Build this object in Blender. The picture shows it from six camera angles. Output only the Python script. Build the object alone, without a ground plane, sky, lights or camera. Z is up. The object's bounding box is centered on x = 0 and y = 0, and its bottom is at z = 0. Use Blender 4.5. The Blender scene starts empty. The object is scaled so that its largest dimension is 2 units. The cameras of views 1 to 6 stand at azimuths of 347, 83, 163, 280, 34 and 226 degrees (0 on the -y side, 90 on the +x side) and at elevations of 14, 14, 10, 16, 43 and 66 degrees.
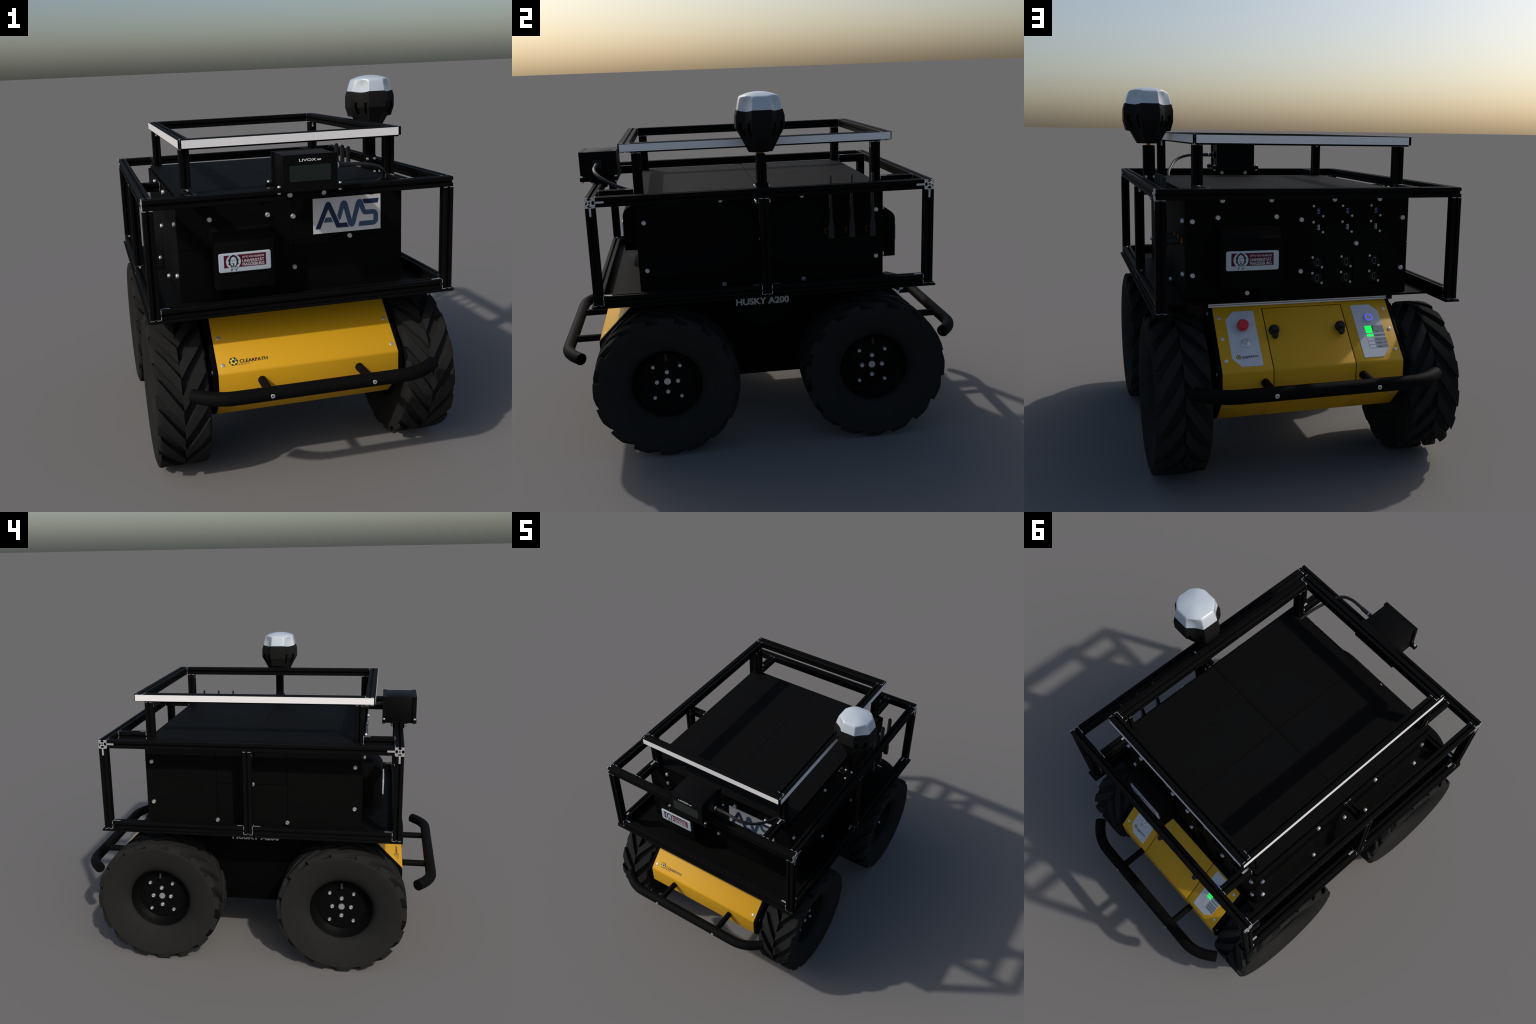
# Four-wheeled field robot: yellow/black drive base, T-slot rail cage, equipment box, lidar and GNSS mushroom.
import bpy, bmesh, math
from mathutils import Vector, Matrix

SC = bpy.context.scene.collection
V = Vector

# ------------------------------------------------------------------ materials
def material(name, col, rough=0.5, metal=0.0, spec=0.5, grain=0.06, scale=60.0, coat=0.0, emit=None, bump=0.0):
    m = bpy.data.materials.new(name)
    m.use_nodes = True
    nt = m.node_tree
    b = nt.nodes["Principled BSDF"]
    tc = nt.nodes.new("ShaderNodeTexCoord")
    nz = nt.nodes.new("ShaderNodeTexNoise")
    nz.inputs["Scale"].default_value = scale
    nz.inputs["Detail"].default_value = 3.0
    nt.links.new(tc.outputs["Object"], nz.inputs["Vector"])
    rp = nt.nodes.new("ShaderNodeValToRGB")
    rp.color_ramp.elements[0].position = 0.3
    rp.color_ramp.elements[1].position = 0.7
    lo, hi = 1.0 - grain, 1.0 + grain
    rp.color_ramp.elements[0].color = (*[c * lo for c in col], 1)
    rp.color_ramp.elements[1].color = (*[min(1, c * hi) for c in col], 1)
    nt.links.new(nz.outputs["Fac"], rp.inputs["Fac"])
    nt.links.new(rp.outputs["Color"], b.inputs["Base Color"])
    b.inputs["Roughness"].default_value = rough
    b.inputs["Metallic"].default_value = metal
    b.inputs["Specular IOR Level"].default_value = spec
    b.inputs["Coat Weight"].default_value = coat
    b.inputs["Coat Roughness"].default_value = 0.15
    if bump:
        bp = nt.nodes.new("ShaderNodeBump")
        bp.inputs["Strength"].default_value = bump
        bp.inputs["Distance"].default_value = 0.002
        nt.links.new(nz.outputs["Fac"], bp.inputs["Height"])
        nt.links.new(bp.outputs["Normal"], b.inputs["Normal"])
    if emit:
        b.inputs["Emission Color"].default_value = (*emit[0], 1)
        b.inputs["Emission Strength"].default_value = emit[1]
    return m

M_RAIL = material("black_anodised_rail", (0.0036, 0.0036, 0.0036), 0.6, spec=0.05)
M_BOX = material("black_sheet_metal", (0.0036, 0.0036, 0.0035), 0.65, spec=0.04)
M_LID = material("black_lid_sky_lightened", (0.0042, 0.0042, 0.0042), 0.70, spec=0.052)  # box black lifted slightly to match the grazing sky sheen on the lid
M_PLATE = material("black_base_plate", (0.0036, 0.0036, 0.0034), 0.65, spec=0.05)
M_CORE = material("black_chassis_metal", (0.0022, 0.0022, 0.0022), 0.6, spec=0.03)
M_SEAM = material("dark_recess", (0.0015, 0.0015, 0.0015), 0.9, spec=0.0)
M_RUBBER = material("tyre_rubber", (0.0195, 0.0195, 0.0188), 0.9, spec=0.03, scale=25)
M_TUBE = material("bumper_powder_coat", (0.0042, 0.0042, 0.0041), 0.65, spec=0.045)
M_RIM = material("black_rim", (0.0030, 0.0030, 0.0030), 0.5, spec=0.05)
M_YEL = material("yellow_powder_coat", (0.63, 0.33, 0.009), 0.48, spec=0.28, grain=0.01)
M_SILV = material("brushed_steel", (0.62, 0.62, 0.63), 0.35, metal=0.75)
M_ALU = material("cut_aluminium", (0.62, 0.62, 0.63), 0.38, metal=0.6)
M_WHITE = material("white_strip", (0.88, 0.865, 0.865), 0.35, grain=0.01)
M_BADGE = material("white_badge_sky_tinted", (0.47, 0.53, 0.59), 0.3, grain=0.01, coat=0.4)  # white dulled and blued to carry the reflected sky
M_SIGN = material("white_sign_print", (0.68, 0.67, 0.67), 0.5, grain=0.01)
M_CAP = material("white_radome_blue_tinted", (0.52, 0.575, 0.63), 0.25, grain=0.01, coat=0.5)  # cap white cooled towards blue in the base colour
M_GNSS = material("dark_radome_shell", (0.0105, 0.0105, 0.0102), 0.6, spec=0.06)
M_MAROON = material("maroon_print", (0.085, 0.004, 0.018), 0.5, spec=0.2, grain=0.02)
M_BLACKP = material("black_print", (0.006, 0.006, 0.008), 0.5)
M_NAVY = material("navy_print", (0.014, 0.026, 0.080), 0.5, spec=0.25, grain=0.02)
M_STEELB = material("steel_blue_print", (0.044, 0.092, 0.165), 0.5, spec=0.3, grain=0.02)
M_RED = material("red_button", (0.55, 0.008, 0.01), 0.35, coat=0.2)
M_GREEN = material("green_led", (0.0, 0.6, 0.08), 0.4, emit=((0.0, 1.0, 0.075), 1.0))
M_BLUE = material("blue_led", (0.05, 0.05, 0.8), 0.4, emit=((0.10, 0.09, 1.0), 1.0))
M_GREYP = material("grey_label_print", (0.21, 0.25, 0.28), 0.4)
M_PALE = material("pale_label_print", (0.62, 0.63, 0.66), 0.4)
M_LABEL = material("silver_label", (0.55, 0.57, 0.61), 0.42, metal=0.1, grain=0.01)
M_GLASS = material("lidar_window", (0.008, 0.013, 0.012), 0.15, spec=0.5)
M_LIDAR = material("lidar_housing", (0.0040, 0.0040, 0.0040), 0.5, spec=0.05)
M_TXTW = material("white_print", (0.75, 0.75, 0.75), 0.5)
M_TXTG = material("pale_grey_print", (0.46, 0.47, 0.48), 0.5)
M_BRASS = material("brass_connector", (0.45, 0.17, 0.03), 0.35, metal=0.7)
M_CABLE = material("black_cable", (0.012, 0.012, 0.0125), 0.5, spec=0.35)
M_STICK = material("antenna_plastic", (0.012, 0.012, 0.012), 0.5, spec=0.3)
M_USBB = material("blue_port_plastic", (0.05, 0.04, 0.4), 0.4)
M_USBW = material("port_metal", (0.45, 0.46, 0.48), 0.4, metal=0.3)
M_SOCK = material("port_body_plastic", (0.010, 0.010, 0.011), 0.5, spec=0.1)
M_FAINT = material("faint_dark_print", (0.12, 0.075, 0.02), 0.5)
M_PORTM = material("port_shell_metal", (0.20, 0.19, 0.18), 0.4, metal=0.3)
M_YDOT = material("yellow_print", (0.75, 0.60, 0.03), 0.5)
M_KNOB = material("black_knob", (0.006, 0.006, 0.006), 0.5, spec=0.3)

# ------------------------------------------------------------------ helpers
ROOT = bpy.data.objects.new("wheeled_robot", None)
SC.objects.link(ROOT)
ROOT["label"] = "black and yellow four-wheeled robot with rail cage and sensors"
ROOT["category"] = "mobile robot"

def link(name, me, parent=None, loc=(0, 0, 0)):
    ob = bpy.data.objects.new(name, me)
    SC.objects.link(ob)
    parent = parent or ROOT
    if parent.parent and parent.parent.parent:      # thing > part > sub-part, no deeper
        parent = parent.parent
    ob.parent = parent
    wl = V(parent["wl"]) if "wl" in parent else V((0, 0, 0))
    ob.location = V(loc) - wl
    ob["wl"] = list(loc)
    return ob

def finish(bm, name, mats, angle=35, smooth=True):
    bmesh.ops.recalc_face_normals(bm, faces=bm.faces[:])
    me = bpy.data.meshes.new(name)
    bm.to_mesh(me)
    bm.free()
    for m in (mats if isinstance(mats, (list, tuple)) else [mats]):
        me.materials.append(m)
    if smooth:
        me.shade_smooth()
        me.set_sharp_from_angle(angle=math.radians(angle))
    return me

def bevel(bm, w, seg=2, ang=30):
    es = [e for e in bm.edges if len(e.link_faces) == 2 and e.calc_face_angle() > math.radians(ang)]
    bmesh.ops.bevel(bm, geom=es, offset=w, segments=seg, affect="EDGES", profile=0.5, clamp_overlap=True)

def add_box(bm, x0, x1, y0, y1, z0, z1, mi=0):
    vs = [bm.verts.new(p) for p in ((x0, y0, z0), (x1, y0, z0), (x1, y1, z0), (x0, y1, z0), (x0, y0, z1), (x1, y0, z1), (x1, y1, z1), (x0, y1, z1))]
    for f in ((3, 2, 1, 0), (4, 5, 6, 7), (0, 1, 5, 4), (1, 2, 6, 5), (2, 3, 7, 6), (3, 0, 4, 7)):
        bm.faces.new([vs[i] for i in f]).material_index = mi
    return vs

def box(name, x, y, z, mat, bw=0.0015, seg=2, parent=None):
    bm = bmesh.new()
    add_box(bm, x[0], x[1], y[0], y[1], z[0], z[1])
    if bw:
        bevel(bm, bw, seg)
    return link(name, finish(bm, name, mat), parent)

def add_prism(bm, pts, o, u, v, n, h0, h1, mi=0):
    """polygon pts (a,b) in frame o,u,v extruded along n from h0 to h1"""
    o, u, v, n = V(o), V(u), V(v), V(n)
    lo = [bm.verts.new(o + u * a + v * b + n * h0) for a, b in pts]
    hi = [bm.verts.new(o + u * a + v * b + n * h1) for a, b in pts]
    k = len(pts)
    fs = [bm.faces.new(lo[::-1]), bm.faces.new(hi)]
    for i in range(k):
        fs.append(bm.faces.new((lo[i], lo[(i + 1) % k], hi[(i + 1) % k], hi[i])))
    for f in fs:
        f.material_index = mi
    return fs

def prism(name, pts, o, u, v, n, h0, h1, mat, bw=0.0, seg=2, parent=None, angle=35):
    bm = bmesh.new()
    add_prism(bm, pts, o, u, v, n, h0, h1)
    bmesh.ops.recalc_face_normals(bm, faces=bm.faces[:])
    if bw:
        bevel(bm, bw, seg)
    return link(name, finish(bm, name, mat, angle), parent)

def xprism(name, yz, x0, x1, mat, bw=0.0, seg=2, parent=None):
    return prism(name, yz, (0, 0, 0), (0, 1, 0), (0, 0, 1), (1, 0, 0), x0, x1, mat, bw, seg, parent)

def rounded(pts, r, seg=6):
    """round every corner of a closed polygon"""
    out, k = [], len(pts)
    for i in range(k):
        p, a, b = V(pts[i]), V(pts[i - 1]), V(pts[(i + 1) % k])
        rr = r[i] if isinstance(r, (list, tuple)) else r
        if rr <= 0:
            out.append(tuple(p)); continue
        d1, d2 = (a - p).normalized(), (b - p).normalized()
        th = d1.angle(d2)
        t = min(rr / math.tan(th / 2), 0.48 * (a - p).length, 0.48 * (b - p).length)
        s, e = p + d1 * t, p + d2 * t
        for j in range(seg + 1):
            q = j / seg
            out.append(tuple(s * (1 - q) ** 2 + p * 2 * q * (1 - q) + e * q * q))
    return out

def circle(r, k=24, cx=0, cy=0, ph=0):
    return [(cx + r * math.cos(2 * math.pi * i / k + ph), cy + r * math.sin(2 * math.pi * i / k + ph)) for i in range(k)]

def frame_from(n):
    n = V(n).normalized()
    t = V((0, 0, 1)) if abs(n.z) < 0.9 else V((0, 1, 0))
    u = t.cross(n).normalized()
    return u, n.cross(u), n

def add_lathe(bm, prof, o, n, k=32, mi=0, mis=None):
    """prof: (radius, height) rows turned round axis n at o"""
    u, v, n = frame_from(n)
    o = V(o)
    rings = []
    for r, h in prof:
        if r < 1e-6:
            rings.append([bm.verts.new(o + n * h)])
        else:
            rings.append([bm.verts.new(o + n * h + (u * math.cos(2 * math.pi * i / k) + v * math.sin(2 * math.pi * i / k)) * r) for i in range(k)])
    for s in range(len(rings) - 1):
        a, b = rings[s], rings[s + 1]
        for i in range(k):
            j = (i + 1) % k
            if len(a) == 1 and len(b) == 1:
                continue
            if len(a) == 1:
                f = bm.faces.new((a[0], b[j], b[i]))
            elif len(b) == 1:
                f = bm.faces.new((a[i], a[j], b[0]))
            else:
                f = bm.faces.new((a[i], a[j], b[j], b[i]))
            f.material_index = mis[s] if mis else mi

def lathe(name, prof, o, n, mat, k=32, parent=None, angle=35, mis=None):
    bm = bmesh.new()
    add_lathe(bm, prof, (0, 0, 0), n, k, mis=mis)
    return link(name, finish(bm, name, mat, angle), parent, o)

def add_tube(bm, path, r, k=20, cap=True, mi=0):
    path = [V(p) for p in path]
    rings, up = [], None
    for i, p in enumerate(path):
        t = (path[min(i + 1, len(path) - 1)] - path[max(i - 1, 0)]).normalized()
        if up is None:
            up = V((0, 0, 1)) if abs(t.z) < 0.9 else V((1, 0, 0))
        side = t.cross(up).normalized()
        up = side.cross(t).normalized()
        rr = r[i] if isinstance(r, (list, tuple)) else r
        rings.append([bm.verts.new(p + (side * math.cos(2 * math.pi * j / k) + up * math.sin(2 * math.pi * j / k)) * rr) for j in range(k)])
    for a, b in zip(rings, rings[1:]):
        for i in range(k):
            bm.faces.new((a[i], a[(i + 1) % k], b[(i + 1) % k], b[i])).material_index = mi
    if cap:
        bm.faces.new(rings[0][::-1]).material_index = mi
        bm.faces.new(rings[-1]).material_index = mi

def smooth_path(pts, sub=8):
    """Catmull-Rom through control points"""
    pts = [V(p) for p in pts]
    P = [2 * pts[0] - pts[1]] + pts + [2 * pts[-1] - pts[-2]]
    out = []
    for i in range(1, len(P) - 2):
        for s in range(sub):
            t = s / sub
            a, b, c, d = P[i - 1], P[i], P[i + 1], P[i + 2]
            out.append(0.5 * (2 * b + (c - a) * t + (2 * a - 5 * b + 4 * c - d) * t * t + (3 * b - a - 3 * c + d) * t ** 3))
    out.append(pts[-1])
    return out

def tube(name, path, r, mat, k=20, parent=None):
    bm = bmesh.new()
    add_tube(bm, path, r, k)
    return link(name, finish(bm, name, mat, 50), parent)

def text_mesh(body, bold=0.0):
    cu = bpy.data.curves.new("lettering", "FONT")
    cu.body = body
    cu.size = 1.0
    cu.offset = bold
    cu.extrude = 0.5
    cu.resolution_u = 4
    ob = bpy.data.objects.new("lettering_source", cu)
    SC.objects.link(ob)
    dg = bpy.context.evaluated_depsgraph_get()
    me = bpy.data.meshes.new_from_object(ob.evaluated_get(dg))
    bpy.data.objects.remove(ob)
    bpy.data.curves.remove(cu)
    return me

def lettering(name, body, o, u, v, width, height, depth, mat, parent=None, bold=0.01, base=0.0):
    """text whose lower left corner sits at o; u reading direction, v up, scaled to width x height"""
    me = text_mesh(body, bold)
    o, u, v = V(o), V(u).normalized(), V(v).normalized()
    n = u.cross(v)
    xs = [q.co.x for q in me.vertices]; ys = [q.co.y for q in me.vertices]
    x0, y0 = min(xs), min(ys)
    sx, sy = width / (max(xs) - x0), height / (max(ys) - y0)
    for q in me.vertices:
        c = q.co.copy()
        q.co = o + u * ((c.x - x0) * sx) + v * ((c.y - y0) * sy) + n * (base + (c.z + 0.5) * depth)
    me.materials.clear()
    me.materials.append(mat)
    me.name = name
    return link(name, me, parent)

def decal(name, polys, o, u, v, base, top, mat, parent=None):
    """thin raised print: polygons in frame o,u,v"""
    u, v = V(u).normalized(), V(v).normalized()
    n = u.cross(v)
    bm = bmesh.new()
    for p in polys:
        add_prism(bm, p, o, u, v, n, base, top)
    bm.normal_update()
    bmesh.ops.triangulate(bm, faces=[f for f in bm.faces if len(f.verts) > 4])
    return link(name, finish(bm, name, mat, smooth=False), parent)

# ------------------------------------------------------------------ screws (shared meshes)
def screw_mesh(name, r, h, socket, mat):
    bm = bmesh.new()
    k = 24
    s = socket
    add_lathe(bm, [(r, -0.001), (r, h * 0.62), (r * 0.93, h * 0.86), (r * 0.78, h), (s, h), (s * 0.96, h * 0.72), (0, h * 0.70)], (0, 0, 0), (0, 0, 1), k)
    return finish(bm, name, mat, 40)

S_BOX = screw_mesh("box_screw", 0.0112, 0.012, 0.005, M_SILV)
S_PORT = screw_mesh("port_screw", 0.0064, 0.004, 0.002, M_SILV)
S_HUB = screw_mesh("hub_screw", 0.0112, 0.011, 0.0055, M_SILV)
S_RIM = screw_mesh("rim_screw", 0.0095, 0.012, 0.0045, M_SILV)
S_COWL = screw_mesh("cowl_screw", 0.0082, 0.002, 0.0028, M_SILV)
S_BUMP = screw_mesh("bumper_screw", 0.0095, 0.0030, 0.004, M_SILV)
S_SMALL = screw_mesh("bracket_screw", 0.0072, 0.007, 0.003, M_SILV)

def screw(me, p, n, parent=None, name="screw"):
    ob = link(name, me, parent, p)
    ob.rotation_mode = "QUATERNION"
    ob.rotation_quaternion = V((0, 0, 1)).rotation_difference(V(n).normalized())
    return ob

# ------------------------------------------------------------------ T-slot rails
P = 0.0435
def rail_section():
    h = P / 2
    q = [(h, 0.0055), (h - 0.0035, 0.0055), (h - 0.0035, 0.0095), (h - 0.0075, 0.0095), (h - 0.0125, 0.0045), (h - 0.0125, -0.0045),
         (h - 0.0075, -0.0095), (h - 0.0035, -0.0095), (h - 0.0035, -0.0055), (h, -0.0055)]
    q = q[::-1]
    c = [(h, h - 0.002), (h - 0.002, h)]
    out = []
    for s in range(4):
        a = s * math.pi / 2
        ca, sa = math.cos(a), math.sin(a)
        out += [(x * ca - y * sa, x * sa + y * ca) for x, y in q + c]
    return out
SECT = rail_section()

def rail(name, a, b, parent=None):
    """T-slot rail with its axis from a to b; saw-cut ends are bare aluminium"""
    a, b = V(a), V(b)
    n = (b - a).normalized()
    L = (b - a).length - 0.0006
    a = a + n * 0.0003
    if abs(n.x) > 0.9: u, v = V((0, 1, 0)), V((0, 0, 1))
    elif abs(n.y) > 0.9: u, v = V((0, 0, 1)), V((1, 0, 0))
    else: u, v = V((1, 0, 0)), V((0, 1, 0))
    bm = bmesh.new()
    e = 0.0022
    rings = [[bm.verts.new(a + n * d + u * x + v * y) for x, y in SECT] for d in (0, e, L - e, L)]
    k = len(SECT)
    for s in range(3):
        for i in range(k):
            bm.faces.new((rings[s][i], rings[s][(i + 1) % k], rings[s + 1][(i + 1) % k], rings[s + 1][i])).material_index = 1 if s != 1 else 0
    bm.faces.new(rings[0][::-1]).material_index = 1
    bm.faces.new(rings[3]).material_index = 1
    for d, s in ((0, -1), (L, 1)):
        add_lathe(bm, [(0.0042, -0.0005), (0.0042, 0.0004), (0, 0.0004)], a + n * d, n * s, 12, 2)
    return link(name, finish(bm, name, [M_RAIL, M_ALU, M_SEAM], 30), parent)

XL, XR, YF, YB = -0.682, 0.643, -0.793, 0.787
H = P / 2
ZM0, ZM1, ZB = 1.2235, 1.2670, 0.7712
zm, zb = ZM0 + H, ZB + H
yc = -0.0033
for y in (YF + H, YB - H):
    rail("rail", (XL, y, zm), (XR, y, zm))
for x in (XL + H, XR - H):
    rail("rail", (x, YF + P, zm), (x, YB - P, zm))
    for y in (YF + H, yc, YB - H):
        rail("post", (x, y, ZB), (x, y, ZM0))
    rail("rail", (x, YF + P, zb), (x, yc - H, zb))
    rail("rail", (x, yc + H, zb), (x, YB - P, zb))
rail("rail", (XL + P, YF + H, zb), (XR - P, YF + H, zb))
# upper frame on four short posts tied to the cage with struts
TX = (-0.4755, 0.4385)
TPF, TPB = -0.5645, 0.5605
ZT0, ZT1 = 1.4350, 1.4785
for x in TX:
    rail("strut", (x, YF + P, zm), (x, TPF - H, zm))
    rail("strut", (x, TPB + H, zm), (x, YB - P, zm))
    for y in (TPF, TPB):
        rail("post", (x, y, ZM0), (x, y, ZT0))
TOX0, TOX1, TOY0, TOY1 = TX[0] - H, TX[1] + H, -0.6365, 0.6305
for y in (TOY0 + H, TOY1 - H):
    rail("rail", (TOX0, y, ZT0 + H), (TOX1, y, ZT0 + H))
for x in TX:
    rail("rail", (x, TOY0 + P, ZT0 + H), (x, TOY1 - P, ZT0 + H))
# side struts from box to centre posts
rail("strut", (XL + P, yc, ZM0 - H), (-0.530, yc, ZM0 - H))
rail("strut", (XR - P, yc, ZM0 - H), (0.496, yc, ZM0 - H))

# light strips on the outer faces of the upper frame: black carrier with a white face
SZ0, SZ1, ST = 1.4425, 1.4755, 0.0075
def strip(x0, x1, y0, y1, face):
    o = box("strip_carrier", (x0, x1), (y0, y1), (SZ0 - 0.002, SZ1 + 0.002), M_RAIL, 0.0004, 1)
    e = 0.0006
    if face == "x-": box("light_strip", (x0 - e, x0 + e), (y0 + 0.004, y1 - 0.004), (SZ0, SZ1), M_WHITE, 0.0005, 1, o)
    if face == "x+": box("light_strip", (x1 - e, x1 + e), (y0 + 0.004, y1 - 0.004), (SZ0, SZ1), M_WHITE, 0.0005, 1, o)
    if face == "y-": box("light_strip", (x0 + 0.004, x1 - 0.004), (y0 - e, y0 + e), (SZ0, SZ1), M_WHITE, 0.0005, 1, o)
    if face == "y+": box("light_strip", (x0 + 0.004, x1 - 0.004), (y1 - e, y1 + e), (SZ0, SZ1), M_WHITE, 0.0005, 1, o)
strip(TOX0 - ST, TOX0 - 0.0003, TOY0 - 0.004, TOY1 + 0.004, "x-")
strip(TOX1 + 0.0003, TOX1 + ST, TOY0 - 0.004, TOY1 + 0.004, "x+")
strip(TOX0 + 0.002, TOX1 - 0.002, TOY0 - ST, TOY0 - 0.0003, "y-")
strip(TOX0 + 0.002, TOX1 - 0.002, TOY1 + 0.0003, TOY1 + ST, "y+")

# silver joint keys lying in the slots next to the joints
def key(p, d, n, L=0.040, w=0.0098):
    p, d, n = V(p), V(d), V(n)
    s = n.cross(d)
    pts = [(0, -w / 2), (L, -w / 2), (L, w / 2), (0, w / 2)]
    prism("joint_key", pts, p, d, s, n, -0.004, -0.0004, M_ALU, 0.0006, 1)
for x, s in ((XL, -1), (XR, 1)):
    for y, d in ((YF + P, 1), (YB - P, -1)):
        key((x, y, zm), (0, d, 0), (s, 0, 0))
    for y in (YF + H, YB - H):
        key((x, y, ZM0), (0, 0, -1), (s, 0, 0))
for x in (XL + H, XR - H):
    for y, d in ((YF + P, 1), (yc - H, -1), (yc + H, 1), (YB - P, -1)):
        key((x, y, ZB + P), (0, d, 0), (0, 0, 1))
for x, d in ((XL + P, 1), (XR - P, -1)):
    key((x, YF + H, ZB + P), (d, 0, 0), (0, 0, 1))
for x in TX:
    key((x, TPF - H, ZM1), (0, -1, 0), (0, 0, 1))
    key((x, TPB + H, ZM1), (0, 1, 0), (0, 0, 1))
    for y, d in ((TPF, 1), (TPB, -1)):
        key((x, y + d * H, ZT0), (0, 0, -1), (0, d, 0), 0.03)
for x, s in ((XL + P, 1), (XR - P, -1)):
    for y in (yc,):
        key((x - s * H, y - H, ZM0), (0, 0, -1), (0, -1, 0), 0.03)
        key((x - s * H, y + H, ZM0), (0, 0, -1), (0, 1, 0), 0.03)

# ------------------------------------------------------------------ base plate with a notch at the back
pl = [(-0.692, -0.804), (0.655, -0.804), (0.655, 0.799), (0.584, 0.799), (0.584, 0.615), (-0.622, 0.615), (-0.622, 0.799), (-0.692, 0.799)]
prism("base_plate", rounded(pl, [0.02, 0.02, 0.004, 0.002, 0.004, 0.004, 0.002, 0.004]), (0, 0, 0), (1, 0, 0), (0, 1, 0), (0, 0, 1), 0.762, 0.7708, M_PLATE, 0.001, 1)

# ------------------------------------------------------------------ equipment box
BX0, BX1, BY0, BY1, BZ0, BZ1 = -0.529, 0.495, -0.588, 0.586, 0.7715, 1.225
bxc = -0.0172
case = box("equipment_case", (BX0 + 0.007, BX1 - 0.007), (BY0 + 0.007, BY1 - 0.007), (BZ0, BZ1), M_SEAM, 0.002)
T, G = 0.011, 0.0011
def panel(x, y, z, bw=0.002):
    box("panel", x, y, z, M_BOX, bw, 2, case)
zs = 1.004
for x0, x1 in ((BX0, BX0 + T), (BX1 - T, BX1)):
    panel((x0, x1), (BY0 + 0.0115, -0.192 - G), (BZ0 + 0.0005, BZ1))
    panel((x0, x1), (0.192 + G, BY1 - 0.0115), (BZ0 + 0.0005, BZ1))
    panel((x0, x1), (-0.192 + G, 0.192 - G), (BZ0 + 0.0005, zs - G))
    panel((x0, x1), (-0.192 + G, 0.192 - G), (zs + G, BZ1))
for y0, y1 in ((BY0, BY0 + T), (BY1 - T, BY1)):
    for x0, x1 in ((BX0 + 0.001, bxc - G), (bxc + G, BX1 - 0.001)):
        panel((x0, x1), (y0, y1), (BZ0 + 0.0005, zs - G))
        panel((x0, x1), (y0, y1), (zs + G, BZ1))
for x0, x1 in ((-0.5165, bxc - G), (bxc + G, 0.4825)):
    for y0, y1 in ((-0.5755, -0.001 - G), (-0.001 + G, 0.5735)):
        box("lid_panel", (x0, x1), (y0, y1), (1.2245, 1.2380), M_LID, 0.003, 2, case)
# screws of the box
for s, x in ((-1, BX0), (1, BX1)):
    for y in (-0.55, 0.55):
        for z in (1.114, 0.885):
            screw(S_BOX, (x, y, z), (s, 0, 0), case)
    for y in (-0.192, 0.192):
        for z in (1.201, 0.793):
            screw(S_BOX, (x, y, z), (s, 0, 0), case)
    screw(S_BOX, (x, -0.006, 1.004), (s, 0, 0), case)
for x, z in ((-0.386, 1.130), (-0.130, 1.130), (-0.016, 1.114), (-0.016, 0.885), (0.244, 1.004), (-0.386, 1.201), (-0.168, 1.201), (0.121, 1.201), (0.336, 1.201)):
    screw(S_BOX, (x, BY0, z), (0, -1, 0), case)
for x, z in ((0.464, 1.115), (0.355, 1.130), (0.098, 1.130), (0.464, 0.885), (0.226, 0.800), (0.336, 1.202), (0.121, 1.202), (-0.016, 1.115), (-0.016, 0.886),
             (-0.276, 1.004), (-0.168, 1.202), (-0.383, 1.202), (-0.498, 1.116), (-0.498, 0.886)):
    screw(S_BOX, (x, BY1, z), (0, 1, 0), case)

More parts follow.
